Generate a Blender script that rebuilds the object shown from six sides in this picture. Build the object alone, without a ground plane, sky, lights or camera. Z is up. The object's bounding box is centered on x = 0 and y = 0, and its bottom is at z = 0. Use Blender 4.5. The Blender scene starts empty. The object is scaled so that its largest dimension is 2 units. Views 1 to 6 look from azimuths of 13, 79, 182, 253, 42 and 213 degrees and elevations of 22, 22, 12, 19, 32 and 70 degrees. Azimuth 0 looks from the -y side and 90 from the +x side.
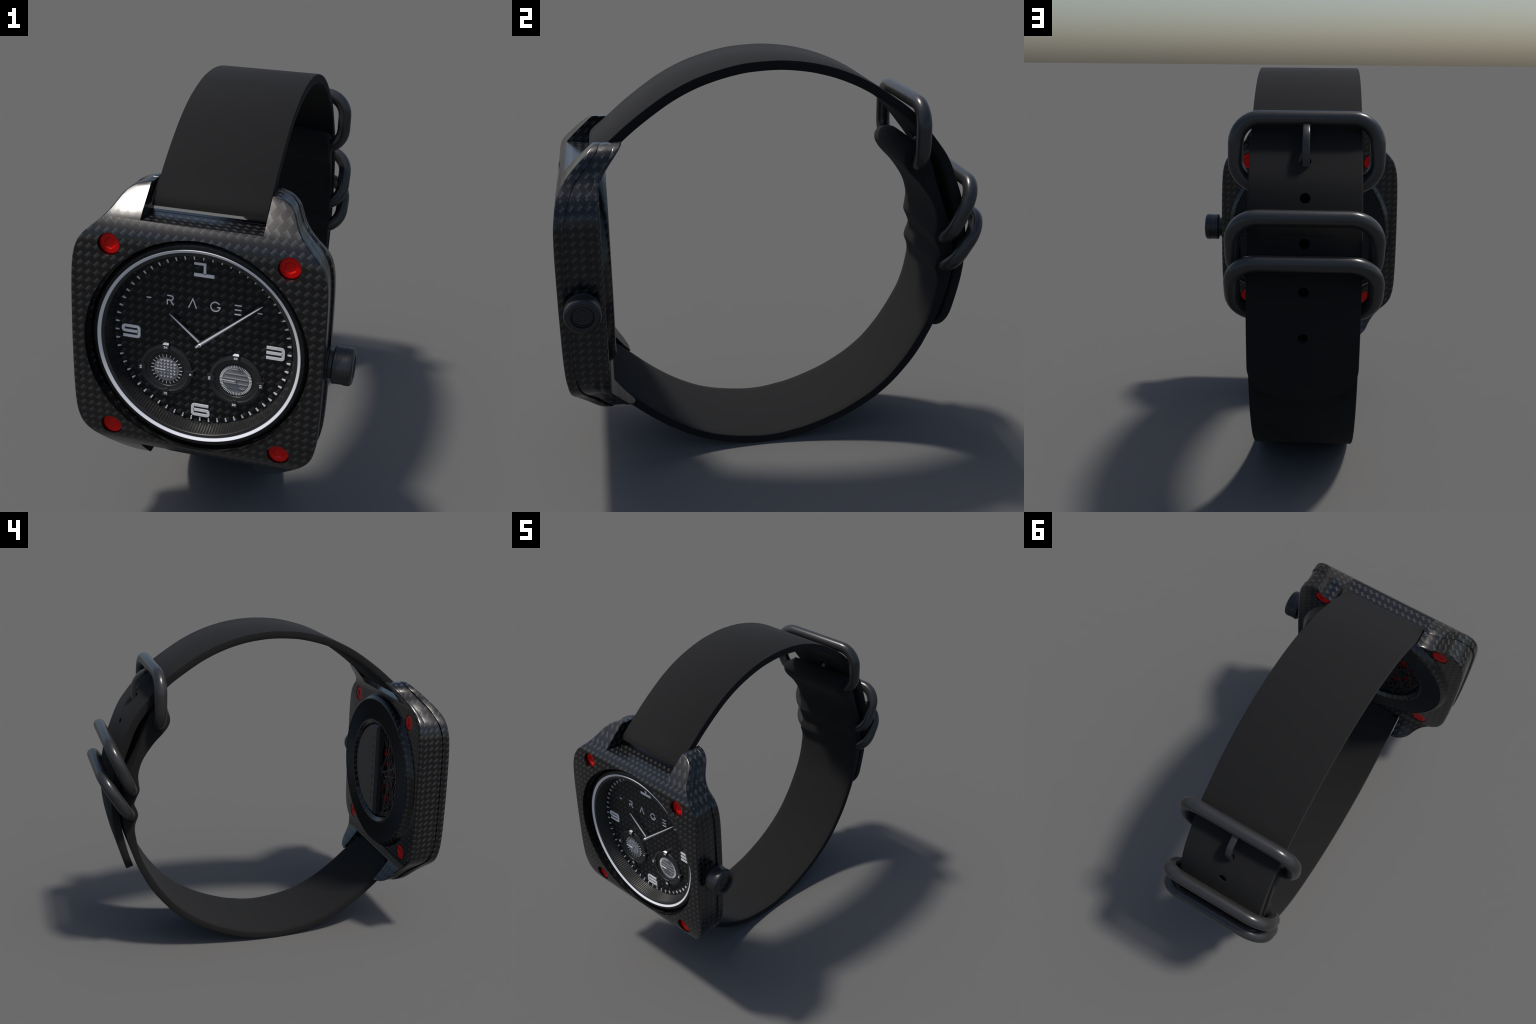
# Carbon-fibre wrist watch standing on its strap.  Metres, z up.
import bpy, bmesh, math, random
from math import sin, cos, pi, radians, hypot, atan2
from mathutils import Vector, Matrix

random.seed(7)
CX, CZ = -0.053, 0.956          # axis of the dial (runs along y)

# ------------------------------------------------------------------ materials
def new_mat(name):
    m = bpy.data.materials.new(name)
    m.use_nodes = True
    nt = m.node_tree
    b = nt.nodes["Principled BSDF"]
    return m, nt, b

def setv(b, **kw):
    names = dict(rough="Roughness", metal="Metallic", spec="Specular IOR Level",
                 coat="Coat Weight", coatr="Coat Roughness", sheen="Sheen Weight")
    for k, v in kw.items():
        b.inputs[names[k]].default_value = v

def math_node(nt, op, a, b=None, clamp=False):
    n = nt.nodes.new("ShaderNodeMath")
    n.operation = op
    n.use_clamp = clamp
    for i, v in enumerate((a, b)):
        if v is None:
            continue
        if isinstance(v, (int, float)):
            n.inputs[i].default_value = v
        else:
            nt.links.new(v, n.inputs[i])
    return n.outputs[0]

def mix_col(nt, fac, c1, c2):
    n = nt.nodes.new("ShaderNodeMix")
    n.data_type = 'RGBA'
    if isinstance(fac, (int, float)):
        n.inputs[0].default_value = fac
    else:
        nt.links.new(fac, n.inputs[0])
    for s, c in ((6, c1), (7, c2)):
        if isinstance(c, tuple):
            n.inputs[s].default_value = (*c, 1)
        else:
            nt.links.new(c, n.inputs[s])
    return n.outputs[2]

def plain(name, col, noise=0.0, nscale=40.0, bump=0.0, **kw):
    m, nt, b = new_mat(name)
    tc = nt.nodes.new("ShaderNodeTexCoord")
    nz = nt.nodes.new("ShaderNodeTexNoise")
    nz.inputs["Scale"].default_value = nscale
    nz.inputs["Detail"].default_value = 4
    nt.links.new(tc.outputs["Object"], nz.inputs["Vector"])
    lo = tuple(c * (1 - noise) for c in col)
    hi = tuple(min(1, c * (1 + noise)) for c in col)
    nt.links.new(mix_col(nt, nz.outputs["Fac"], lo, hi), b.inputs["Base Color"])
    if bump:
        bp = nt.nodes.new("ShaderNodeBump")
        bp.inputs["Strength"].default_value = bump
        bp.inputs["Distance"].default_value = 0.002
        nt.links.new(nz.outputs["Fac"], bp.inputs["Height"])
        nt.links.new(bp.outputs[0], b.inputs["Normal"])
    setv(b, **kw)
    return m

CARBON_LO = (0.0055, 0.0056, 0.0057)
CARBON_HI = (0.056, 0.057, 0.060)

def carbon(name, uax, vax, period=0.0355, hi=CARBON_HI, lo=CARBON_LO, rough=0.2, shift=(0.0, 0.0), spec=0.5):
    """2x2 twill: diagonal tows one period wide and two long, gloss on each raised end painted into the base colour."""
    m, nt, b = new_mat(name)
    tc = nt.nodes.new("ShaderNodeTexCoord")
    sp = nt.nodes.new("ShaderNodeSeparateXYZ")
    nt.links.new(tc.outputs["Object"], sp.inputs[0])
    def axis(code, off):
        s = -1.0 if code[0] == '-' else 1.0
        o = math_node(nt, 'MULTIPLY', sp.outputs["xyz".index(code[-1])], s / period)
        return math_node(nt, 'ADD', o, off)
    u = axis(uax, shift[0])
    v = axis(vax, shift[1])
    A = math_node(nt, 'SUBTRACT', math_node(nt, 'ADD', u, v), 0.5)
    i = math_node(nt, 'FLOOR', A)
    fa = math_node(nt, 'SUBTRACT', A, i)
    N = math_node(nt, 'SUBTRACT', math_node(nt, 'SUBTRACT', math_node(nt, 'SUBTRACT', u, v), 0.5), i)
    s = math_node(nt, 'FRACT', math_node(nt, 'MULTIPLY', N, 0.5))
    ramp = math_node(nt, 'SUBTRACT', 1.0, math_node(nt, 'DIVIDE', s, 0.40), clamp=True)
    ramp = math_node(nt, 'POWER', ramp, 1.7)
    line = math_node(nt, 'MULTIPLY',
                     math_node(nt, 'MULTIPLY', math_node(nt, 'SUBTRACT', fa, 0.84), 7.0, clamp=True),
                     math_node(nt, 'MULTIPLY', math_node(nt, 'LESS_THAN', s, 0.5),
                               math_node(nt, 'SUBTRACT', 0.52, math_node(nt, 'MULTIPLY', s, 0.5))))
    f = math_node(nt, 'MAXIMUM', ramp, line)
    # fine fibre streaks
    wv = nt.nodes.new("ShaderNodeTexNoise")
    wv.inputs["Scale"].default_value = 160
    nt.links.new(tc.outputs["Object"], wv.inputs["Vector"])
    f2 = math_node(nt, 'MULTIPLY', f, math_node(nt, 'ADD', 0.75, math_node(nt, 'MULTIPLY', wv.outputs["Fac"], 0.5)), clamp=True)
    nt.links.new(mix_col(nt, f2, lo, hi), b.inputs["Base Color"])
    bp = nt.nodes.new("ShaderNodeBump")
    bp.inputs["Strength"].default_value = 0.10
    bp.inputs["Distance"].default_value = 0.002
    nt.links.new(f, bp.inputs["Height"])
    nt.links.new(bp.outputs[0], b.inputs["Normal"])
    setv(b, rough=rough, spec=spec)
    return m

M = {}
M['front'] = carbon("carbon_front_weave", 'x', 'z')
M['back'] = carbon("carbon_back_weave", '-x', 'z', hi=(0.060, 0.061, 0.063))
M['left'] = carbon("carbon_left_side_weave", '-y', 'z')
M['right'] = carbon("carbon_right_side_weave", '-y', '-z')
M['top'] = carbon("carbon_top_weave", '-x', 'y')
M['lug'] = carbon("carbon_lug_weave", '-z', 'x', period=0.040)
M['dial'] = carbon("carbon_dial_weave", 'x', 'z', hi=(0.052, 0.053, 0.057), lo=(0.0045, 0.0047, 0.0050), rough=0.4, spec=0.3)
M['dark_front'] = carbon("dark_weave", 'x', 'z', hi=(0.020, 0.020, 0.021), lo=(0.011, 0.011, 0.011), rough=0.35, spec=0.3)
M['dark_side'] = carbon("dark_side_weave", 'y', 'z', hi=(0.020, 0.020, 0.021), lo=(0.004, 0.004, 0.004), rough=0.35, spec=0.3)
M['strap'] = plain("black_rubber", (0.0030, 0.0030, 0.0031), noise=0.06, nscale=30, rough=1.0, spec=0.5)
M['gun'] = plain("gunmetal", (0.050, 0.050, 0.051), noise=0.05, nscale=25, rough=0.27, metal=0.5, spec=0.4)
M['crown'] = plain("blackened_steel", (0.030, 0.031, 0.034), noise=0.05, nscale=25, rough=0.3, metal=0.5)
M['black'] = plain("black_lacquer", (0.010, 0.010, 0.011), noise=0.05, rough=0.4)
M['seam'] = plain("black_gasket", (0.004, 0.004, 0.004), noise=0.05, rough=0.7)
M['satin'] = plain("dark_satin", (0.020, 0.020, 0.021), noise=0.05, rough=0.42)
M['rehaut'] = plain("dark_brushed_ring", (0.065, 0.065, 0.064), noise=0.1, rough=0.33, metal=0.8)
M['red'] = plain("red_anodised", (0.60, 0.001, 0.001), noise=0.04, rough=0.3, spec=0.3)
M['silver'] = plain("satin_silver", (0.90, 0.90, 0.92), noise=0.03, rough=0.4, metal=0.25)
M['hand'] = plain("satin_hand_steel", (0.50, 0.50, 0.53), noise=0.03, rough=0.4, metal=0.3)
M['pale'] = plain("pale_steel", (0.33, 0.33, 0.34), noise=0.05, rough=0.3, metal=0.6)
M['plate'] = plain("grey_ribbed_metal", (0.20, 0.20, 0.205), noise=0.05, rough=0.4)
def radial_lines(name, count, lo, hi):
    m, nt, b = new_mat(name)
    tc = nt.nodes.new("ShaderNodeTexCoord")
    sp = nt.nodes.new("ShaderNodeSeparateXYZ")
    nt.links.new(tc.outputs["Object"], sp.inputs[0])
    dx = math_node(nt, 'SUBTRACT', sp.outputs[0], CX)
    dz = math_node(nt, 'SUBTRACT', sp.outputs[2], CZ)
    a = math_node(nt, 'MULTIPLY', math_node(nt, 'ARCTAN2', dx, dz), count / (2 * pi))
    t = math_node(nt, 'ABSOLUTE', math_node(nt, 'SUBTRACT', math_node(nt, 'FRACT', a), 0.5))
    f = math_node(nt, 'MULTIPLY', math_node(nt, 'SUBTRACT', t, 0.24), 12.0, clamp=True)
    nt.links.new(mix_col(nt, f, lo, hi), b.inputs["Base Color"])
    setv(b, rough=0.6, spec=0.25)
    return m
M['ring'] = radial_lines("ridged_black_ring", 300, (0.003, 0.003, 0.003), (0.034, 0.034, 0.035))
M['web'] = plain("dark_lattice_steel", (0.020, 0.021, 0.022), noise=0.05, rough=0.4, metal=0.2)
M['rotor'] = plain("grey_rotor_metal", (0.036, 0.036, 0.037), noise=0.05, rough=0.38, metal=0.1)
M['blue'] = plain("blued_steel", (0.09, 0.10, 0.13), noise=0.3, nscale=60, rough=0.25, metal=0.8)

# ------------------------------------------------------------------ helpers
ROOT = bpy.data.objects.new("wristwatch", None)
bpy.context.collection.objects.link(ROOT)
ROOT["label"] = "square black carbon-fibre wristwatch with red screws and rubber strap"
ROOT["category"] = "watch"

def finish(me, angle=35):
    for p in me.polygons:
        p.use_smooth = True
    me.set_sharp_from_angle(angle=radians(angle))

def add(name, me, mat=None, parent=None, angle=35, stuff=False):
    if mat is not None:
        me.materials.clear()
        me.materials.append(mat)
    if angle:
        finish(me, angle)
    o = bpy.data.objects.new(name, me)
    bpy.context.collection.objects.link(o)
    o.parent = parent or ROOT
    if stuff:
        o["kind"] = "stuff"
    return o

def mesh_from(name, verts, faces, recalc=True):
    me = bpy.data.meshes.new(name)
    me.from_pydata([tuple(v) for v in verts], [], faces)
    bm = bmesh.new()
    bm.from_mesh(me)
    bmesh.ops.remove_doubles(bm, verts=bm.verts, dist=1e-6)
    if recalc:
        bmesh.ops.recalc_face_normals(bm, faces=bm.faces)
    bm.to_mesh(me)
    bm.free()
    return me

def lathe(name, prof, segs=128, cx=CX, cz=CZ, wobble=None, closed=True):
    """prof: closed list of (radius, y) swept round the y axis through (cx, cz)."""
    V, F = [], []
    n = len(prof)
    for k in range(segs):
        a = 2 * pi * k / segs
        for j, (r, y) in enumerate(prof):
            dr, dy = wobble(k, j) if wobble else (0, 0)
            V.append((cx + (r + dr) * sin(a), y + dy, cz + (r + dr) * cos(a)))
    for k in range(segs):
        k2 = (k + 1) % segs
        for j in range(n if closed else n - 1):
            j2 = (j + 1) % n
            F.append((k * n + j, k2 * n + j, k2 * n + j2, k * n + j2))
    return mesh_from(name, V, F)

def disc_solid(name, prof, segs=64, cx=CX, cz=CZ, start=0.0):
    """prof: open list of (radius,y); both ends closed by flat caps."""
    V, F = [], []
    n = len(prof)
    for k in range(segs):
        a = 2 * pi * k / segs + start
        for r, y in prof:
            V.append((cx + r * sin(a), y, cz + r * cos(a)))
    for k in range(segs):
        k2 = (k + 1) % segs
        for j in range(n - 1):
            F.append((k * n + j, k2 * n + j, k2 * n + j + 1, k * n + j + 1))
    F.append(tuple(k * n for k in range(segs)))
    F.append(tuple(k * n + n - 1 for k in range(segs))[::-1])
    return mesh_from(name, V, F)

def interp(tab, x):
    x = abs(x)
    if x <= tab[0][0]:
        return tab[0][1]
    for (a, fa), (b, fb) in zip(tab, tab[1:]):
        if x <= b:
            return fa + (fb - fa) * (x - a) / (b - a)
    return tab[-1][1]

def catmull(pts, per=8):
    out = []
    P = [Vector(p) for p in pts]
    P = [2 * P[0] - P[1]] + P + [2 * P[-1] - P[-2]]
    for i in range(1, len(P) - 2):
        p0, p1, p2, p3 = P[i - 1:i + 3]
        for k in range(per):
            t = k / per
            out.append(0.5 * ((2 * p1) + (p2 - p0) * t + (2 * p0 - 5 * p1 + 4 * p2 - p3) * t * t
                              + (3 * p1 - p0 - 3 * p2 + p3) * t ** 3))
    out.append(P[-2])
    return out

def boolean(me, cutters, op='DIFFERENCE'):
    o = bpy.data.objects.new("tmp_body", me)
    bpy.context.collection.objects.link(o)
    tmp = []
    for c in cutters:
        co = bpy.data.objects.new("tmp_cut", c)
        bpy.context.collection.objects.link(co)
        tmp.append(co)
        md = o.modifiers.new("b", 'BOOLEAN')
        md.operation = op
        md.solver = 'EXACT'
        md.object = co
    dg = bpy.context.evaluated_depsgraph_get()
    dg.update()
    res = bpy.data.meshes.new_from_object(o.evaluated_get(dg))
    for t in tmp + [o]:
        bpy.data.objects.remove(t, do_unlink=True)
    return res

def box(name, lo, hi):
    V = [(x, y, z) for x in (lo[0], hi[0]) for y in (lo[1], hi[1]) for z in (lo[2], hi[2])]
    F = [(0, 1, 3, 2), (4, 6, 7, 5), (0, 4, 5, 1), (2, 3, 7, 6), (0, 2, 6, 4), (1, 5, 7, 3)]
    return mesh_from(name, V, F)

def stroke(name, lines, width, y0, y1, closed=False):
    """flat raised lettering in the dial plane: poly-lines (X,Z from dial axis) with square ends."""
    V, F = [], []
    for pts in lines:
        n = len(pts)
        cl = closed
        L, R = [], []
        for i, (x, z) in enumerate(pts):
            a = pts[i - 1] if (i > 0 or cl) else pts[i]
            b = pts[(i + 1) % n] if (i < n - 1 or cl) else pts[i]
            d1 = Vector((x - a[0], z - a[1])); d2 = Vector((b[0] - x, b[1] - z))
            if d1.length < 1e-9: d1 = d2
            if d2.length < 1e-9: d2 = d1
            d1.normalize(); d2.normalize()
            t = (d1 + d2)
            t = t.normalized() if t.length > 1e-6 else d1
            nrm = Vector((-t.y, t.x))
            k = 1.0 / max(0.4, nrm.dot(Vector((-d1.y, d1.x))))
            L.append((x + nrm.x * width / 2 * k, z + nrm.y * width / 2 * k))
            R.append((x - nrm.x * width / 2 * k, z - nrm.y * width / 2 * k))
        base = len(V)
        for q in range(n):
            for (x, z), y in ((L[q], y0), (R[q], y0), (R[q], y1), (L[q], y1)):
                V.append((CX + x, y, CZ + z))
        m = n if cl else n - 1
        for q in range(m):
            a, b = base + 4 * q, base + 4 * ((q + 1) % n)
            for s in range(4):
                F.append((a + s, a + (s + 1) % 4, b + (s + 1) % 4, b + s))
        if not cl:
            F.append((base, base + 1, base + 2, base + 3))
            e = base + 4 * (n - 1)
            F.append((e + 3, e + 2, e + 1, e))
    return mesh_from(name, V, F)

def arc(cx, cz, rx, rz, a0, a1, n=12):
    return [(cx + rx * cos(radians(a0 + (a1 - a0) * k / n)), cz + rz * sin(radians(a0 + (a1 - a0) * k / n))) for k in range(n + 1)]

# ------------------------------------------------------------------ case
W = [(0, .5175), (.15, .5165), (.25, .5145), (.32, .511), (.36, .506), (.39, .499), (.415, .489), (.44, .472), (.465, .448),
     (.49, .420), (.515, .396), (.54, .377), (.57, .359), (.59, .346), (.605, .330), (.616, .312), (.624, .293), (.630, .268)]
YF = [(0, -1.0), (.2, -.999), (.28, -.997), (.34, -.994), (.39, -.988), (.43, -.982), (.455, -.976), (.475, -.967), (.492, -.956), (.515, -.938),
      (.54, -.914), (.57, -.883), (.60, -.850), (.618, -.830), (.630, -.815)]
YS = [(0, -.957), (.30, -.956), (.36, -.950), (.42, -.936), (.46, -.922), (.50, -.902), (.54, -.866), (.58, -.829), (.612, -.800), (.640, -.784)]
YM = [(0, -.850), (.38, -.850), (.43, -.846), (.47, -.836), (.51, -.815), (.55, -.782), (.59, -.748), (.640, -.722)]
YB = [(0, -.804), (.44, -.804), (.475, -.801), (.50, -.793), (.525, -.778), (.56, -.752), (.60, -.719), (.616, -.704), (.630, -.694)]
RECESS = .0075

def rows(dense=0.012):
    zs = [0, .1, .2]
    z = .26
    while z < .610:
        zs.append(round(z, 4)); z += dense
    zs += [.6115, .616, .620, .624, .628, .630]
    zs = sorted(set(zs))
    return [-a for a in reversed(zs[1:])] + zs

def smooth(tab):
    """monotone re-sampling of a table through a Catmull-Rom curve."""
    c = catmull([(a, b) for a, b in tab], 6)
    return [(p[0], p[1]) for p in c]
Ws, YFs, YBs = [(a, b + .0085 - .0055 * min(1, max(0, (a - .44) / .10))) for a, b in smooth(W)], smooth(YF), smooth(YB)

def loft_plate(name, front, back, rf, rb, inset=0.0, top=1.0):
    """stack of rounded rectangles (x-y sections) along z."""
    V, F = [], []
    rz = [z for z in rows() if abs(z) <= top]
    N = 0
    for z in rz:
        w = interp(Ws, z) - inset
        yf, yb = front(z), back(z)
        r1 = min(rf, (yb - yf) * .45); r2 = min(rb, (yb - yf) * .45)
        half = [(w - r1 + r1 * sin(a), yf + r1 - r1 * cos(a)) for a in [k * pi / 8 for k in range(5)]]
        half += [(w - r2 + r2 * cos(a), yb - r2 + r2 * sin(a)) for a in [k * pi / 8 for k in range(5)]]
        ring = half + [(-x, y) for x, y in reversed(half)]
        N = len(ring)
        V += [(CX + x, y, CZ + z * 1.007) for x, y in ring]
    for k in range(len(rz) - 1):
        for j in range(N):
            a, b = k * N + j, k * N + (j + 1) % N
            F.append((a, b, b + N, a + N))
    F.append(tuple(range(N)))
    F.append(tuple(range((len(rz) - 1) * N, len(rz) * N))[::-1])
    return mesh_from(name, V, F)

def slot_cutters(e=0.0):
    out = []
    for s in (1, -1):
        z = sorted((CZ + s * (.5150 + e), CZ + s * .80))
        out.append(box("slot", (CX - .2485 - e, -1.2, z[0]), (CX + .2485 + e, -.5, z[1])))
    return out

SCREWS = [(sx * .3645, sz * .4125) for sx in (-1, 1) for sz in (1, -1)]

def weave_ring(me, dark=False):
    me.materials.clear()
    keys = ['front', 'back', 'left', 'right', 'top', 'dark_front', 'dark_side']
    for k in keys:
        me.materials.append(M[k])
    for p in me.polygons:
        n = p.normal
        if abs(n.y) > .8:
            k = 'front' if n.y < 0 else 'back'
        elif abs(n.x) > abs(n.z):
            k = 'left' if n.x < 0 else 'right'
        else:
            k = 'top'
        if dark:
            k = 'dark_front' if n.y < -.5 else 'dark_side'
        p.material_index = keys.index(k)
    return me

def weave_slots(me):
    me.materials.clear()
    keys = ['front', 'back', 'left', 'right', 'top', 'lug', 'dark_side']
    for k in keys:
        me.materials.append(M[k])
    for p in me.polygons:
        n, c = p.normal, p.center
        dx, dz = c.x - CX, c.z - CZ
        rad = hypot(dx, dz)
        if n.y < -.35:
            k = 'lug' if (abs(dz) > .517 and abs(dx) > .2) else 'front'
        elif n.y > .45:
            k = 'back'
        elif rad < .48 and abs(n.y) < .2 and abs(dz) < .5:
            k = 'dark_side'
        elif abs(n.z) > .72:
            k = 'top'
        else:
            k = 'left' if n.x < 0 else 'right'
        p.material_index = keys.index(k)

fp = loft_plate("front_plate", lambda z: interp(YFs, z), lambda z: interp(YS, z), .0065, .0025)
cut = slot_cutters()
cut.append(disc_solid("bore", [(.470, -1.1), (.470, -.6)], 160))
for sx, sz in SCREWS:
    cut.append(disc_solid("screw_hole", [(.0465, -1.1), (.0465, -.9505)], 40, CX + sx, CZ + sz))
fp = boolean(fp, cut)
weave_slots(fp)
CASE = add("bezel_plate", fp, None, angle=30)

bp_ = loft_plate("back_plate", lambda z: interp(YM, z), lambda z: interp(YBs, z), .0025, .012)
cut = slot_cutters() + [disc_solid("bore", [(.40, -1.1), (.40, -.7)], 128)]
for sx, sz in SCREWS:
    cut.append(disc_solid("screw_hole", [(.0465, -.84), (.0465, -.7)], 40, CX + sx, CZ + sz))
bp_ = boolean(bp_, cut)
weave_slots(bp_)
BACK = add("case_back", bp_, None, angle=30)

mb = loft_plate("middle_band", lambda z: interp(YS, z) - .0015, lambda z: interp(YM, z) + .0015, .001, .001, inset=RECESS, top=.6285)
mb = boolean(mb, slot_cutters(-.0012) + [disc_solid("bore", [(.46, -1.1), (.46, -.6)], 128)])
weave_slots(mb)
add("case_band", mb, None, angle=30)

# ------------------------------------------------------------------ bezel, rehaut, dial
add("bezel_ring", weave_ring(lathe("bezel_ring", [(.4560, -.915), (.4560, -.9460), (.4450, -.9600), (.4410, -.9615), (.4285, -.9620), (.4285, -.915)], 160), dark=True), None)
add("chapter_ring", lathe("chapter_ring", [(.4285, -.9640), (.4265, -.9650), (.4145, -.9570), (.4140, -.9550), (.4140, -.940), (.4285, -.940)], 160), M['silver'])
add("lip_ring", lathe("inner_lip", [(.4138, -.9585), (.4015, -.9575), (.4000, -.9555), (.4000, -.93), (.4138, -.93)], 160), M['satin'])
def groove(k, j):
    return (0.0018 if k % 4 == 0 else 0.0, 0) if j in (1, 2) else (0, 0)
add("rehaut_ring", lathe("rehaut_ring", [(.4050, -.9540), (.3998, -.9530), (.3850, -.8950), (.3840, -.8850), (.4050, -.8850)], 800, wobble=groove), M['rehaut'], angle=8)

YD = -.888
DIAL = add("dial", disc_solid("dial", [(.395, YD), (.395, YD + .02)], 128), M['dial'])
# minute markers: little wedges, broad end outwards
wv = [(-.0034, .3770), (.0034, .3770), (.0034, .3730), (.0017, .3610), (-.0017, .3610), (-.0034, .3730)]
wV = [(x, YD - .005, z) for x, z in wv] + [(x, YD + .001, z) for x, z in wv]
wF = [(5, 4, 3, 2, 1, 0), (6, 7, 8, 9, 10, 11)] + [(i, (i + 1) % 6, 6 + (i + 1) % 6, 6 + i) for i in range(6)]
wm = mesh_from("minute_marker", wV, wF)
wm.materials.append(M['silver'])
for k in range(60):
    o = bpy.data.objects.new("minute_marker", wm)
    bpy.context.collection.objects.link(o)
    o.parent = DIAL
    o.matrix_local = Matrix.Translation((CX, 0, CZ)) @ Matrix.Rotation(radians(6 * k), 4, 'Y')

# numerals (wide, low digits)
NY0, NY1 = YD - .0035, YD + .001
def digits(name, lines, cx, cz, w=.0125):
    return add(name, stroke(name, [[(cx + x, cz + z) for x, z in l] for l in lines], w, NY0, NY1), M['silver'], DIAL)
q = .035; h = .0228; r = .008
nine = [[(-q, -h)] + [(q - r, -h)] + arc(q - r, -h + r, r, r, -90, 0, 5) + arc(q - r, h - r, r, r, 0, 90, 5) + arc(-q + r, h - r, r, r, 90, 180, 5) + arc(-q + r, r, r, r, 180, 270, 5) + [(q - .004, 0)]]
six = [[(-x, -z) for x, z in nine[0]]]
three = [[(-q, h)] + arc(q - r, h - r, r, r, 90, 0, 5) + arc(q - r, -h + r, r, r, 0, -90, 5) + [(-q, -h)], [(-q, 0), (q - .004, 0)]]
one = [[(-.040, .024), (.0045, .024), (.0045, -.020)], [(-.040, -.024), (.044, -.024)]]
digits("numeral", nine, -.309, -.001)
digits("numeral", three, .308, -.001)
digits("numeral", six, .001, -.326)
digits("numeral", [one[0]], .001, .320, .0105)
digits("numeral", [one[1]], .001, .320, .0145)

# lettering  - R A G E -
lx = -.004; lz = -.0065
let = {
    'R': [[(-.147, .1935), (-.133, .1935)] + arc(-.1315, .1835, .010, .010, 90, -90, 8) + [(-.1465, .1735), (-.1465, .153)], [(-.134, .1735), (-.1195, .153)]],
    'A': [[(-.0555, .153), (-.038, .194), (-.022, .153)]],
    'G': [arc(.0575, .1735, .0195, .0200, 35, 355, 18) + [(.0645, .1715)]],
    'E': [[(.138, .1935), (.166, .1935)], [(.138, .1735), (.166, .1735)], [(.138, .1535), (.166, .1535)]],
    '-': [[(-.236, .1725), (-.216, .1725)], [(.233, .1725), (.252, .1725)]],
}
for ch, lines in let.items():
    nm = "dash_mark" if ch == '-' else "letter"
    add(nm, stroke(nm, [[(x + lx, z + lz) for x, z in l] for l in lines], .0042, YD - .004, YD + .001), M['silver'], DIAL)

# hands
def hand(name, ang, length, tail, w0, w1, y, mat, cx=-.001, cz=-.004, t=.005):
    """raised-spine tapered baton."""
    d = Vector((sin(ang), cos(ang))); n = Vector((d.y, -d.x))
    V = []
    def ring(s, w):
        c = Vector((cx, cz)) + d * s
        for k, yy in ((-1, y + t), (-1, y + t * .3), (0, y - t * .6), (1, y + t * .3), (1, y + t)):
            p = c + n * (w * k)
            V.append((CX + p.x, yy, CZ + p.y))
    ring(-tail, w0 * .6); ring(0, w0); ring(length * .94, w1); ring(length, w1 * .4)
    F = []
    for k in range(3):
        for j in range(5):
            a, b = k * 5 + j, k * 5 + (j + 1) % 5
            F.append((a, b, b + 5, a + 5))
    F += [(0, 1, 2, 3, 4), (19, 18, 17, 16, 15)]
    return add(name, mesh_from(name, V, F), mat, parent=DIAL, angle=20)
hub = (.000, .000)
hand("minute_hand", atan2(.2560, .2145), .334, .021, .0066, .0028, -.9170, M['hand'])
hand("hand_edge", atan2(.2560, .2145), .336, .026, .0112, .0050, -.9135, M['black'])
hand("hour_hand", atan2(-.1355, .1165), .1785, .0, .0050, .0020, -.9070, M['hand'])
hand("hand_edge", atan2(-.1355, .1165), .180, .0, .0090, .0040, -.9035, M['black'])
add("hand_hub", disc_solid("hand_hub", [(.0055, -.9230), (.0070, -.9205), (.0070, YD)], 24, CX - .001, CZ - .004), M['silver'], DIAL)
add("hub_pin", disc_solid("hub_pin", [(.0032, -.9240), (.0032, -.916)], 16, CX - .001, CZ - .004), M['black'], DIAL)
add("hand_arbor", disc_solid("hand_arbor", [(.010, -.901), (.010, YD)], 24, CX - .001, CZ - .004), M['black'], DIAL)

# subdials
def text_mesh(s, size, cx, cz, y, rot=0.0):
    cu = bpy.data.curves.new("numeral_text", 'FONT')
    cu.body = s
    cu.size = size
    cu.align_x = 'CENTER'; cu.align_y = 'CENTER'
    cu.extrude = .0015
    cu.offset = .0004
    o = bpy.data.objects.new("tmp_text", cu)
    bpy.context.collection.objects.link(o)
    dg = bpy.context.evaluated_depsgraph_get(); dg.update()
    me = bpy.data.meshes.new_from_object(o.evaluated_get(dg))
    bpy.data.objects.remove(o, do_unlink=True)
    me.transform(Matrix.Translation((CX + cx, y, CZ + cz)) @ Matrix.Rotation(rot, 4, 'Y') @ Matrix.Rotation(radians(90), 4, 'X') @ Matrix.Scale(1.35, 4, (1, 0, 0)))
    return me

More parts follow.
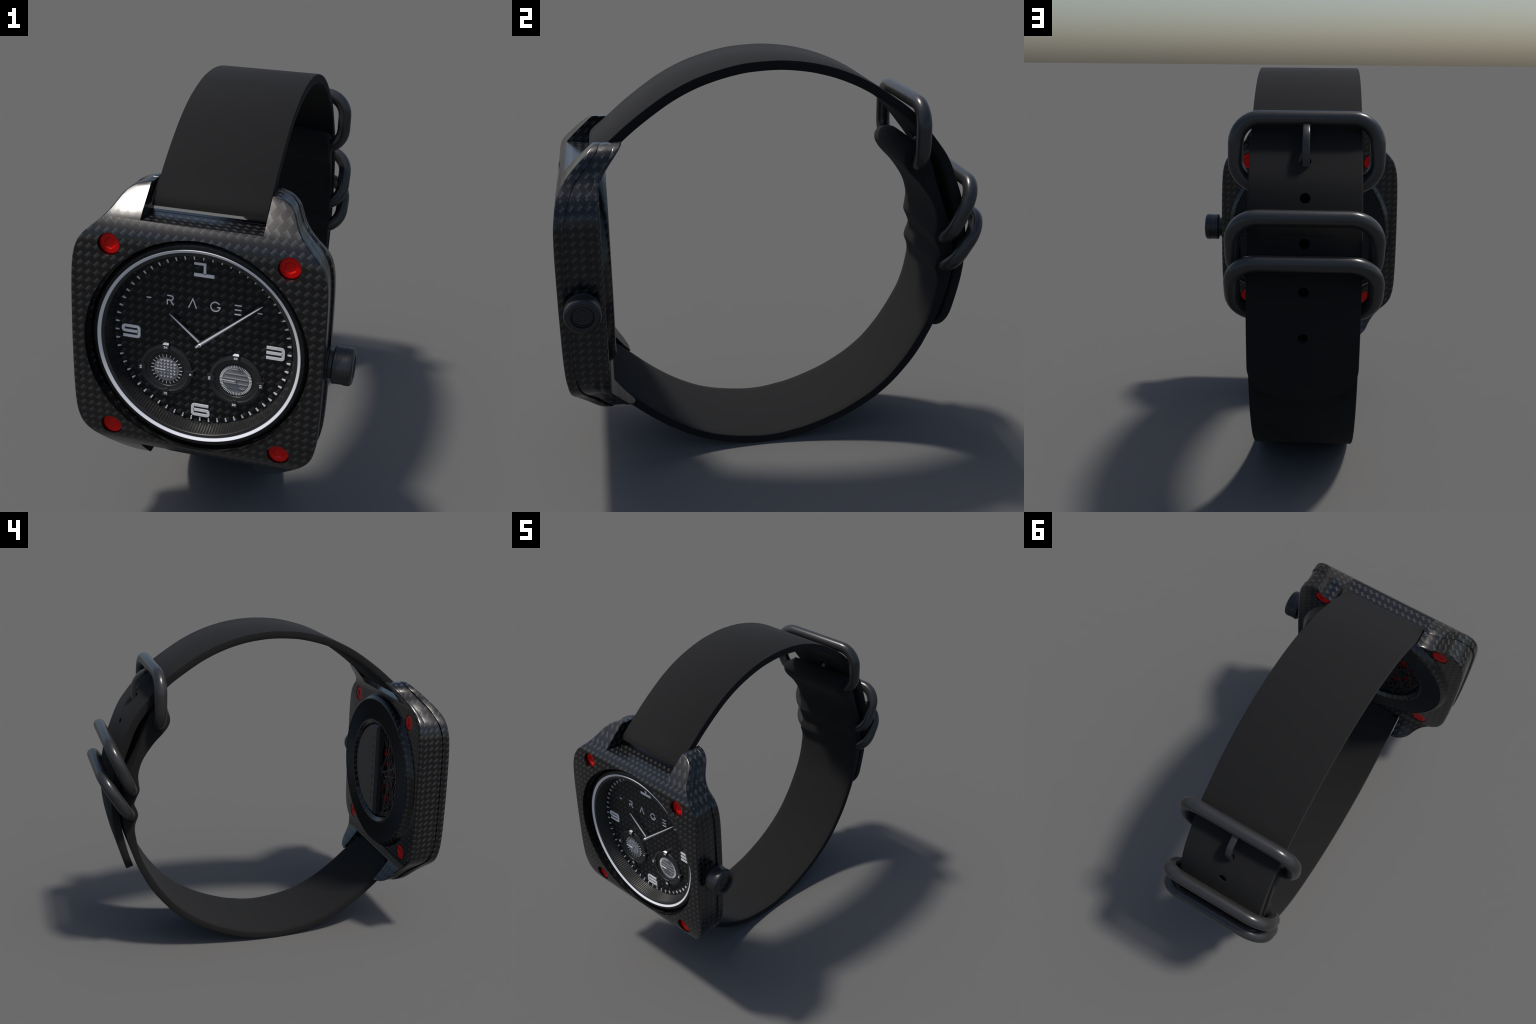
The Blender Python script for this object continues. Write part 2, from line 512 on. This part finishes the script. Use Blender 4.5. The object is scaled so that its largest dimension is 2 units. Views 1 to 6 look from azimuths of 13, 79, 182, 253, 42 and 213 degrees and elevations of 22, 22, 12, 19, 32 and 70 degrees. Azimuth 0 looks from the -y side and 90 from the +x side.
def subdial(cx, cz, nticks, labels, studs):
    ox, oz = CX + cx, CZ + cz
    ring = add("subdial", lathe("subdial", [(.1155, YD + .001), (.1135, YD - .0075), (.1000, YD - .0105), (.0965, YD - .0085), (.0955, YD - .005),
                                            (.0785, YD - .0035), (.0745, YD + .001)], 96, ox, oz), M['satin'], DIAL, angle=40)
    add("subdial_floor", disc_solid("subdial_floor", [(.0760, YD - .0012), (.0760, YD + .001)], 64, ox, oz), M['black'], ring)
    # tick ring
    V, F = [], []
    hw = .0011 if nticks < 30 else .0016
    for k in range(nticks):
        a = 2 * pi * k / nticks
        d = Vector((sin(a), cos(a))); n = Vector((d.y, -d.x))
        b = len(V)
        for yy in (YD - .003, YD - .001):
            for rr, s in ((.0565, -1), (.0565, 1), (.0690, 1), (.0690, -1)):
                p = d * rr + n * hw * s
                V.append((ox + p.x, yy, oz + p.y))
        F += [(b, b + 1, b + 2, b + 3), (b + 7, b + 6, b + 5, b + 4)] + [(b + i, b + 4 + i, b + 4 + (i + 1) % 4, b + (i + 1) % 4) for i in range(4)]
    o = add("subdial_track", mesh_from("subdial_track", V, F), M['silver'], ring)
    # textured centre
    R0 = .0545
    if studs:
        V, F = [], []
        p = .0146
        for i in range(-5, 5):
            for j in range(-5, 5):
                x, z = (i + .5) * p, (j + .5) * p
                if hypot(x, z) > R0 - .004:
                    continue
                b = len(V)
                hh = p * .5
                for a1, b1 in ((-1, -1), (1, -1), (1, 1), (-1, 1)):
                    xx, zz = x + a1 * hh, z + b1 * hh
                    l = hypot(xx, zz)
                    if l > R0:
                        xx, zz = xx * R0 / l, zz * R0 / l
                    V.append((ox + xx, YD - .003, oz + zz))
                V.append((ox + x, YD - .0090, oz + z))
                F += [(b, b + 1, b + 4), (b + 1, b + 2, b + 4), (b + 2, b + 3, b + 4), (b + 3, b, b + 4)]
        me = bpy.data.meshes.new("subdial_studs")
        me.from_pydata(V, [], F)
        bm = bmesh.new(); bm.from_mesh(me); bmesh.ops.recalc_face_normals(bm, faces=bm.faces)
        bm.to_mesh(me); bm.free()
        for poly in me.polygons:
            if poly.normal.y > 0:
                poly.flip()
        add("stud_pattern", me, M['pale'], ring, angle=5)
    add("subdial_plate", disc_solid("subdial_plate", [(R0, YD - .0028), (R0, YD)], 64, ox, oz), M['pale'] if studs else M['plate'], ring)
    if not studs:
        V, F = [], []
        for j in range(-3, 4):
            z = j * .0215 + .006
            if abs(z) > R0 - .004:
                continue
            xh = math.sqrt(R0 ** 2 - (abs(z) + .003) ** 2)
            b = len(V)
            for x in (-xh, xh):
                for dz, yy in ((-.0040, YD - .0029), (-.0010, YD - .0048), (.0010, YD - .0048), (.0035, YD - .0029)):
                    V.append((ox + x, yy, oz + z + dz))
            F += [(b + i, b + i + 1, b + 5 + i, b + 4 + i) for i in range(3)] + [(b, b + 1, b + 2, b + 3), (b + 7, b + 6, b + 5, b + 4)]
        add("rib_pattern", mesh_from("rib_pattern", V, F), M['plate'], ring)
    # four clips with numerals
    for k, lab in enumerate(labels):
        a = pi / 2 * k
        prof = [(-.014, .122), (.014, .122), (.0150, .104), (.0090, .0885), (-.0090, .0885), (-.0150, .104)]
        V = []
        for yy, sc in ((YD - .0165, .93), (YD, 1.0)):
            for x, z in prof:
                zz = .105 + (z - .105) * sc
                V.append((ox + x * sc * cos(a) + zz * sin(a), yy, oz - x * sc * sin(a) + zz * cos(a)))
        F = [(0, 1, 2, 3, 4, 5), (11, 10, 9, 8, 7, 6)] + [(i, 6 + i, 6 + (i + 1) % 6, (i + 1) % 6) for i in range(6)]
        clip = add("subdial_clip", mesh_from("subdial_clip", V, F), M['satin'], ring)
        if k == 0:
            V = [(ox + x, yy, oz + z) for x, z, yy in ((-.0135, .1225, YD - .017), (.0135, .1225, YD - .017), (.009, .1255, YD - .004), (-.009, .1255, YD - .004),
                                                      (-.0135, .1200, YD - .017), (.0135, .1200, YD - .017), (.009, .1200, YD - .004), (-.009, .1200, YD - .004))]
            F = [(0, 1, 2, 3), (7, 6, 5, 4)] + [(i, 4 + i, 4 + (i + 1) % 4, (i + 1) % 4) for i in range(4)]
            add("clip_cap", mesh_from("clip_cap", V, F), M['silver'], ring)
        lr = .109
        tm = text_mesh(lab, .0125, cx + lr * sin(a), cz + lr * cos(a), YD - .0172, rot=a if k in (1, 3) else 0.0)
        add("subdial_numeral", tm, M['silver'], ring, angle=0)
    hand("subdial_hand", atan2(-1, .02), .052, .004, .0014, .0006, YD - .0125, M['hand'], cx, cz, .003)
    add("subdial_pivot", disc_solid("subdial_pivot", [(.0035, YD - .0165), (.0035, YD)], 16, ox, oz), M['pale'], ring)

subdial(-.1515, -.1545, 24, ["24", "6", "12", "18"], True)
subdial(.1500, -.1545, 60, ["60", "15", "30", "45"], False)

# ------------------------------------------------------------------ screws
def hex_screw(name):
    """head in local frame: axis -y, top at y=0."""
    segs = 36
    prof = [(.0455, .020), (.0455, .0030), (.0425, 0.0), (.0300, 0.0)]
    V, F = [], []
    for k in range(segs):
        a = 2 * pi * k / segs
        for r, y in prof:
            V.append((r * sin(a), y, r * cos(a)))
        # hexagonal socket: radius varies with the angle
        hx = .0265 * cos(pi / 6) / cos((a + pi / 6) % (pi / 3) - pi / 6)
        V.append((hx * sin(a), 0.0, hx * cos(a)))
        V.append((hx * .80 * sin(a), .0055, hx * .80 * cos(a)))
    n = 6
    for k in range(segs):
        k2 = (k + 1) % segs
        for j in range(n - 1):
            F.append((k * n + j, k2 * n + j, k2 * n + j + 1, k * n + j + 1))
    F.append(tuple(k * n for k in range(segs)))
    b = len(V)
    V.append((0, .0062, 0))
    for k in range(segs):
        F.append((k * n + n - 1, ((k + 1) % segs) * n + n - 1, b))
    me = mesh_from(name, V, F)
    me.materials.append(M['red'])
    finish(me, 30)
    return me
SM = hex_screw("screw")
for sx, sz in SCREWS:
    o = bpy.data.objects.new("screw", SM); bpy.context.collection.objects.link(o); o.parent = CASE
    o.matrix_local = Matrix.Translation((CX + sx, -.9675, CZ + sz)) @ Matrix.Rotation(random.uniform(0, 1), 4, 'Y')
    s = bpy.data.objects.new("screw", SM); bpy.context.collection.objects.link(s); s.parent = BACK
    s.matrix_local = Matrix.Translation((CX + sx, -.8065, CZ + sz)) @ Matrix.Rotation(pi, 4, 'Z') @ Matrix.Rotation(random.uniform(0, 1), 4, 'Y')

# ------------------------------------------------------------------ crown
def lathe_x(name, prof, y0, z0, segs=64):
    V, F = [], []
    n = len(prof)
    for k in range(segs):
        a = 2 * pi * k / segs
        for r, x in prof:
            V.append((x, y0 + r * cos(a), z0 + r * sin(a)))
    for k in range(segs):
        k2 = (k + 1) % segs
        for j in range(n - 1):
            F.append((k * n + j, k2 * n + j, k2 * n + j + 1, k * n + j + 1))
    F.append(tuple(k * n for k in range(segs)))
    F.append(tuple(k * n + n - 1 for k in range(segs))[::-1])
    return mesh_from(name, V, F)
CY, CRZ, CRX = -.8985, .9545, .580
crown = add("crown", lathe_x("crown", [(.066, .4865), (.0755, .4900), (.0775, .4930), (.0775, .5020), (.0760, .5035), (.0760, .5340), (.0775, .5355), (.0775, .5540), (.0745, .5625),
                                       (.0665, .5690), (.0555, .5710), (.0490, .5690), (.0470, .5600), (.0450, .5560), (.0445, .5620), (.0405, .5620), (.0395, .5560)], CY, CRZ, 72), M['crown'], angle=28)
crown.data.transform(Matrix.Translation((.009, 0, 0)))
add("crown_tube", lathe_x("crown_tube", [(.066, .440), (.066, .4790), (.058, .4810), (.058, .500)], CY, CRZ), M['crown'], crown)
def crown_line(pts, w):
    V, F = [], []
    for (a, b) in pts:
        a, b = Vector(a), Vector(b)
        d = (b - a).normalized(); n = Vector((-d.y, d.x)) * w
        k = len(V)
        for x in (.5665, .5640):
            for p in (a + n, a - n, b - n, b + n):
                V.append((x, CY + p.x, CRZ + p.y))
        F += [(k, k + 1, k + 2, k + 3), (k + 7, k + 6, k + 5, k + 4)] + [(k + i, k + 4 + i, k + 4 + (i + 1) % 4, k + (i + 1) % 4) for i in range(4)]
    return mesh_from("crown_mark", V, F)
hexp = [(.029 * sin(pi / 3 * k), .029 * cos(pi / 3 * k)) for k in range(6)]
seg = [(hexp[k], hexp[(k + 1) % 6]) for k in range(6)]
for k in range(6):
    if k in (0, 3):
        continue
    a = pi / 3 * k
    seg.append(((.006 * sin(a), .006 * cos(a)), (.019 * sin(a), .019 * cos(a))))
seg += [((-.017, -.014), (-.003, -.020)), ((.017, -.014), (.003, -.020))]
add("crown_mark", crown_line(seg, .0012), M['black'], crown)

# ------------------------------------------------------------------ case back: ridged ring, rotor, red movement
def ridge(k, j):
    return (0, .0030 if k % 2 else 0) if j in (3, 4) else (0, 0)
add("ridged_ring", lathe("back_ring", [(.488, -.806), (.482, -.797), (.462, -.7745), (.455, -.7725), (.338, -.7725), (.330, -.7700),
                                     (.322, -.7700), (.303, -.786), (.300, -.866), (.488, -.826)], 600, wobble=ridge), M['ring'], angle=25)
# woven outer flank and inner chamfer, set just proud of the ring
add("ring_flank", weave_ring(lathe("ring_flank", [(.4885, -.805), (.4825, -.7960), (.4635, -.7730), (.4560, -.7690), (.4540, -.7690), (.4540, -.774), (.4600, -.79), (.4800, -.806)], 160)), None)
V, F = [], []
add("window_chamfer", weave_ring(lathe("inner_chamfer", [(.3265, -.7680), (.3220, -.7680), (.3020, -.7850), (.2985, -.8600), (.3015, -.8600), (.3050, -.7830), (.3265, -.7690)], 120)), None)
add("movement_floor", disc_solid("movement_floor", [(.302, -.8650), (.302, -.8440)], 96), M['black'])

# rotor: half disc on the +x side with bevelled rim
def half_disc(r, x0, y):
    a0 = math.acos(x0 / r)
    return [(CX + r * cos(t), y, CZ + r * sin(t)) for t in [a0 - 2 * a0 * k / 48 for k in range(49)]]
L1 = half_disc(.296, -.018, -.8180); L2 = half_disc(.296, -.018, -.7880); L3 = half_disc(.281, .004, -.7755)
n = len(L1)
V = L1 + L2 + L3
F = [tuple(range(n))[::-1], tuple(range(2 * n, 3 * n))]
for b in (0, n):
    F += [(b + i, b + (i + 1) % n, b + n + (i + 1) % n, b + n + i) for i in range(n)]
rotor = add("rotor", mesh_from("rotor", V, F), M['rotor'], angle=20)
# faint engraved marks along the straight edge of the rotor
V, F = [], []
for k in range(9):
    z = CZ + .205 - k * .0515
    hgt = .010 + .004 * ((k * 7) % 3)
    for dx in (.034, .042):
        b = len(V)
        for yy in (-.7747, -.7767):
            for a1, b1 in ((-.0012, -hgt), (.0012, -hgt), (.0012, hgt), (-.0012, hgt)):
                V.append((CX + dx + a1, yy, z + b1 * (.6 if dx > .065 else 1)))
        F += [(b, b + 1, b + 2, b + 3), (b + 7, b + 6, b + 5, b + 4)] + [(b + i, b + 4 + i, b + 4 + (i + 1) % 4, b + (i + 1) % 4) for i in range(4)]
add("engraved_mark", mesh_from("engraved_mark", V, F), M['black'], rotor, stuff=True)

# movement parts seen in the open half
rng = random.Random(11)
def ring_sector(r0, r1, a0, a1, y0, y1, cx, cz, n=16):
    V = []
    for k in range(n + 1):
        a = a0 + (a1 - a0) * k / n
        for r, y in ((r0, y0), (r1, y0), (r1, y1), (r0, y1)):
            V.append((CX + cx + r * cos(a), y, CZ + cz + r * sin(a)))
    F = [(0, 1, 2, 3), (4 * n + 3, 4 * n + 2, 4 * n + 1, 4 * n)]
    for k in range(n):
        for s in range(4):
            F.append((4 * k + s, 4 * k + (s + 1) % 4, 4 * k + 4 + (s + 1) % 4, 4 * k + 4 + s))
    return V, F
for r0, r1, a0, a1 in ((.150, .285, 112, 176), (.165, .292, 180, 226), (.075, .145, 130, 250), (.10, .285, 232, 262), (.10, .145, 96, 122)):
    V, F = ring_sector(r0, r1, radians(a0), radians(a1), -.850, -.830 + .003 * (a0 % 3), 0, 0)
    add("red_bridge", mesh_from("red_bridge", V, F), M['red'])
for cx, cz, rr in ((-.10, .17, .05), (-.05, -.20, .07), (-.17, -.19, .05), (-.16, .02, .045), (-.06, .07, .04)):
    segs = 48
    prof = [(rr, -.850), (rr, -.824), (rr * .8, -.824), (rr * .75, -.829), (rr * .2, -.829)]
    V, F = [], []
    for k in range(segs):
        a = 2 * pi * k / segs
        for j, (r, y) in enumerate(prof):
            r = r * (1.08 if (k % 4 < 2 and j < 2) else 1)
            V.append((CX + cx + r * sin(a), y, CZ + cz + r * cos(a)))
    m = len(prof)
    for k in range(segs):
        for j in range(m - 1):
            F.append((k * m + j, ((k + 1) % segs) * m + j, ((k + 1) % segs) * m + j + 1, k * m + j + 1))
    F.append(tuple(k * m + m - 1 for k in range(segs))[::-1]); F.append(tuple(k * m for k in range(segs)))
    add("gear_wheel", mesh_from("gear_wheel", V, F), M['blue'], angle=25)
add("rotor_bearing", disc_solid("rotor_bearing", [(.050, -.858), (.050, -.808), (.042, -.805), (.028, -.805), (.026, -.808)], 48), M['crown'])
# lattice of crossing struts over the movement
V, F = [], []
Rl = .299
for k in range(52):
    a = rng.uniform(radians(88), radians(272))
    spread = rng.uniform(.5, 2.4)
    b = a + spread if rng.random() < .5 else a - spread
    p = Vector((Rl * cos(a), Rl * sin(a)))
    rr = Rl if radians(85) < b < radians(275) else Rl * rng.uniform(.05, .6)
    if rr < Rl:
        b = rng.uniform(radians(90), radians(270))
    e = Vector((rr * cos(b), rr * sin(b)))
    d = (e - p)
    if d.length < .05:
        continue
    d.normalize()
    nn = Vector((-d.y, d.x)) * rng.uniform(.0020, .0045)
    y0 = -.8140 + rng.uniform(-.006, .004)
    bb = len(V)
    for yy in (y0, y0 + .006):
        for q2 in (p + nn, p - nn, e - nn, e + nn):
            V.append((CX + q2.x, yy, CZ + q2.y))
    F += [(bb, bb + 1, bb + 2, bb + 3), (bb + 7, bb + 6, bb + 5, bb + 4)] + [(bb + i, bb + 4 + i, bb + 4 + (i + 1) % 4, bb + (i + 1) % 4) for i in range(4)]
add("movement_lattice", mesh_from("movement_lattice", V, F), M['web'], stuff=True)

# ------------------------------------------------------------------ straps (side profiles in y-z, extruded along x)
SX, SW = -.054, .2380

def strap_mesh(name, outer, inner, half, b=.0065, bulge=None):
    """paired outer / inner profile points; half(i) gives the half width at station i."""
    n = len(outer)
    loop = [Vector(p) for p in outer] + [Vector(p) for p in reversed(inner)]
    m = len(loop)
    nor = []
    for i in range(m):
        t = loop[(i + 1) % m] - loop[i - 1]
        t.normalize()
        nor.append(Vector((-t.y, t.x)))
    # orient normals outwards (signed area)
    area = sum(loop[i].x * loop[(i + 1) % m].y - loop[(i + 1) % m].x * loop[i].y for i in range(m))
    if area > 0:
        nor = [-v for v in nor]
    idx = lambda i: i if i < n else 2 * n - 1 - i
    sec = [(0, b), (b * .29, b * .29), (b, 0)]
    V, F = [], []
    mid = [-.85, -.6, -.3, 0, .3, .6, .85] if bulge else []
    cols = [(-1, s) for s in sec] + [(f_, None) for f_ in mid] + [(1, s) for s in reversed(sec)]
    for sgn, de in cols:
        dx, ins = de or (0, 0)
        for i in range(m):
            h = half(idx(i))
            k_ = min(idx(i), n - 1 - idx(i))
            p = loop[i] - nor[i] * ins * min(1.0, .12 + k_ / 14)
            if de is None:
                p = p + bulge(idx(i)) * (1 - sgn * sgn)
            V.append((SX + sgn * (h - (dx if abs(sgn) == 1 else b)), p.x, p.y))
    for c in range(len(cols) - 1):
        for i in range(m):
            a, bq = c * m + i, c * m + (i + 1) % m
            F.append((a, bq, bq + m, a + m))
    last = (len(cols) - 1) * m
    for i in range(n - 1):
        o0, o1, i1, i0 = i, i + 1, 2 * n - 2 - i, 2 * n - 1 - i
        F.append((o0, i0, i1, o1))
        F.append((last + o0, last + o1, last + i1, last + i0))
    return mesh_from(name, V, F)

# upper strap: from the upper lugs, over the top, down the back to the rounded tail
top_out = [(-.830, 1.499), (-.8235, 1.521), (-.806, 1.541), (-.752, 1.584), (-.654, 1.668), (-.546, 1.748), (-.468, 1.797), (-.385, 1.838), (-.303, 1.868), (-.214, 1.892),
           (-.131, 1.906), (-.007, 1.9125), (.110, 1.903), (.205, 1.884), (.292, 1.857), (.381, 1.819), (.468, 1.770), (.594, 1.684), (.672, 1.609), (.764, 1.502),
           (.812, 1.428), (.856, 1.324), (.888, 1.235), (.914, 1.110), (.9235, 1.030), (.923, .950), (.914, .848), (.8985, .759), (.880, .678), (.862, .614), (.8435, .557), (.829, .513)]
oc = catmull(top_out, 6)
oc = [p + d * .004 * max(min(1, max(0, (.74 - p.x) / .10)), min(1, max(0, (1.02 - p.y) / .12))) for p, d in zip(oc, [Vector((-(b - a).y, (b - a).x)).normalized() for a, b in zip([oc[0]] + oc[:-1], oc[1:] + [oc[-1]])])]
nO = len(oc)
def offset(curve, th, side):
    out = []
    for i, p in enumerate(curve):
        t = (curve[min(i + 1, len(curve) - 1)] - curve[max(i - 1, 0)]).normalized()
        out.append(p + Vector((t.y, -t.x)) * th(i) * side)
    return out
T_TOP = .0430
ic = offset(oc, lambda i: T_TOP, 1)
# the squared-off end inside the lugs must not fold over itself
for i in range(12):
    ic[i] = Vector((-.791, 1.499)).lerp(ic[12], i / 12)
dist = [0.0] * nO
for i in range(nO - 2, -1, -1):
    dist[i] = dist[i + 1] + (oc[i + 1] - oc[i]).length
TAIL = .175
def half_top(i):
    d = dist[i]
    if d >= TAIL:
        return SW
    q_ = 1 - d / TAIL
    return max(.018, SW * (1 - q_ ** 2.3) ** (1 / 2.0))
strap = strap_mesh("upper_strap", oc, ic, half_top)
hole_bm = bmesh.new()
for y, z in ((.740, 1.535), (.824, 1.400), (.888, 1.211), (.921, 1.018), (.906, .812)):
    j = min(range(nO), key=lambda k: (oc[k] - Vector((y, z))).length)
    t = (oc[j + 1] - oc[j - 1]).normalized()
    nrm = Vector((-t.y, t.x))
    me = bpy.data.meshes.new("hole")
    bm = bmesh.new()
    bmesh.ops.create_cone(bm, cap_ends=True, segments=32, radius1=.0225, radius2=.0225, depth=.16)
    bm.to_mesh(me); bm.free()
    rot = Vector((0, 0, 1)).rotation_difference(Vector((0, nrm.x, nrm.y))).to_matrix().to_4x4()
    me.transform(Matrix.Translation((SX, oc[j].x, oc[j].y)) @ rot)
    hole_bm.from_mesh(me)
bmesh.ops.recalc_face_normals(hole_bm, faces=hole_bm.faces)
hole_mesh = bpy.data.meshes.new("strap_holes")
hole_bm.to_mesh(hole_mesh)
hole_bm.free()
strap = boolean(strap, [hole_mesh])
UP = add("tail_strap", strap, M['strap'], angle=40)

# lower strap: from the lower lugs under the bottom and up to the buckle, swelling over the two keeper bars
low_out = [(-.830, .413), (-.8235, .391), (-.806, .371), (-.760, .330), (-.708, .281), (-.628, .213), (-.537, .146), (-.444, .091), (-.349, .050), (-.253, .0235), (-.15, .0065), (-.06, .0), (.03, .0055),
           (.10, .018), (.171, .035), (.270, .070), (.370, .115), (.468, .172), (.545, .230), (.614, .298), (.688, .392), (.735, .468), (.762, .524), (.790, .586),
           (.812, .648), (.832, .712), (.848, .774), (.858, .83), (.866, .88), (.868, .93), (.862, .985), (.855, 1.03), (.846, 1.08), (.834, 1.128), (.822, 1.155),
           (.792, 1.224), (.764, 1.297), (.738, 1.370), (.725, 1.408), (.714, 1.438), (.700, 1.469), (.680, 1.494), (.650, 1.507)]
low_inn = [(-.790, .413), (-.788, .406), (-.781, .397), (-.738, .362), (-.688, .318), (-.605, .247), (-.515, .180), (-.426, .127), (-.334, .086), (-.245, .0615), (-.145, .0465), (-.06, .0405), (.022, .0455),
           (.088, .058), (.156, .073), (.253, .107), (.350, .150), (.444, .206), (.518, .262), (.585, .328), (.654, .420), (.697, .492), (.726, .546), (.753, .603),
           (.771, .655), (.785, .712), (.794, .770), (.799, .815), (.794, .855), (.7775, .900), (.784, .938), (.7965, .971), (.785, 1.005), (.765, 1.050), (.7675, 1.092),
           (.768, 1.150), (.742, 1.228), (.682, 1.314), (.624, 1.374), (.597, 1.408), (.584, 1.438), (.584, 1.469), (.598, 1.495), (.622, 1.507)]
lo_c, li_c = catmull(low_out, 6), catmull(low_inn, 6)
def half_low(i):
    q_ = min(1.0, max(0.0, ((lo_c[i].y + li_c[i].y) / 2 - 1.420) / (1.512 - 1.420)))
    return SW - .080 * (1 - math.sqrt(1 - q_ * q_))
def bulge_low(i):
    z_ = (lo_c[i].y + li_c[i].y) / 2
    q_ = min(1.0, max(0.0, (z_ - 1.33) / (1.49 - 1.33)))
    q_ = q_ * q_ * (3 - 2 * q_)
    return Vector((-.016, .014)) * q_
LOW = add("buckle_strap", strap_mesh("lower_strap", lo_c, li_c, half_low, bulge=bulge_low), M['strap'], angle=40)
# ------------------------------------------------------------------ buckle and two keepers (bent round bar)
def wire_ring(name, T, B, half, rad, corner, segs=20):
    """rounded rectangle of round wire in the plane through the x axis and the line T-B (y,z)."""
    T, B = Vector(T), Vector(B)
    L = (T - B).length
    d = (T - B).normalized()
    hc = L / 2
    path = []
    for sx, sv, a0 in ((1, 1, 90), (1, -1, 0), (-1, -1, -90), (-1, 1, -180)):
        for k in range(9):
            a = radians(a0 - 90 * k / 8)
            path.append((sx * (half - corner) + corner * cos(a), sv * (hc - corner) + corner * sin(a)))
    mid = (T + B) / 2
    V, F = [], []
    n = len(path)
    nrm = Vector((0, -d.y, d.x))
    for i in range(n):
        a, b = Vector(path[i - 1]), Vector(path[(i + 1) % n])
        t = (b - a).normalized()
        o2 = Vector((t.y, -t.x))
        o3 = Vector((o2.x, d.x * o2.y, d.y * o2.y))
        c = Vector((SX + path[i][0], mid.x + d.x * path[i][1], mid.y + d.y * path[i][1]))
        for k in range(segs):
            w = 2 * pi * k / segs
            V.append(c + (o3 * cos(w) + nrm * sin(w)) * rad)
    for i in range(n):
        j = (i + 1) % n
        for k in range(segs):
            k2 = (k + 1) % segs
            F.append((i * segs + k, i * segs + k2, j * segs + k2, j * segs + k))
    return add(name, mesh_from(name, V, F), M['gun'], angle=60)
BK = wire_ring("buckle", (.641, 1.7075), (.650, 1.422), .3030, .0343, .105)
wire_ring("keeper_ring", (.9195, 1.325), (.807, 1.048), .2975, .0343, .110)
wire_ring("keeper_ring", (.9665, 1.147), (.821, .902), .2975, .0343, .110)

# tongue: flat bent pin
path = catmull([(.700, 1.440), (.722, 1.480), (.736, 1.505), (.744, 1.530), (.7445, 1.572), (.7390, 1.610), (.722, 1.643), (.692, 1.668), (.664, 1.680)], 6)
V, F = [], []
sec = []
hw, ht, rr = .0165, .0125, .006
for sx, sy, a0 in ((1, 1, 90), (1, -1, 0), (-1, -1, -90), (-1, 1, -180)):
    for k in range(4):
        a = radians(a0 - 30 * k)
        sec.append((sx * (hw - rr) + rr * cos(a), sy * (ht - rr) + rr * sin(a)))
m = len(sec)
for i, p in enumerate(path):
    t = (path[min(i + 1, len(path) - 1)] - path[max(i - 1, 0)]).normalized()
    nn = Vector((-t.y, t.x))
    for a, b in sec:
        V.append((SX + a, p.x + nn.x * b, p.y + nn.y * b))
for i in range(len(path) - 1):
    for k in range(m):
        F.append((i * m + k, i * m + (k + 1) % m, (i + 1) * m + (k + 1) % m, (i + 1) * m + k))
F += [tuple(range(m)), tuple(range((len(path) - 1) * m, len(path) * m))[::-1]]
add("buckle_tongue", mesh_from("buckle_tongue", V, F), M['gun'], BK, angle=40)
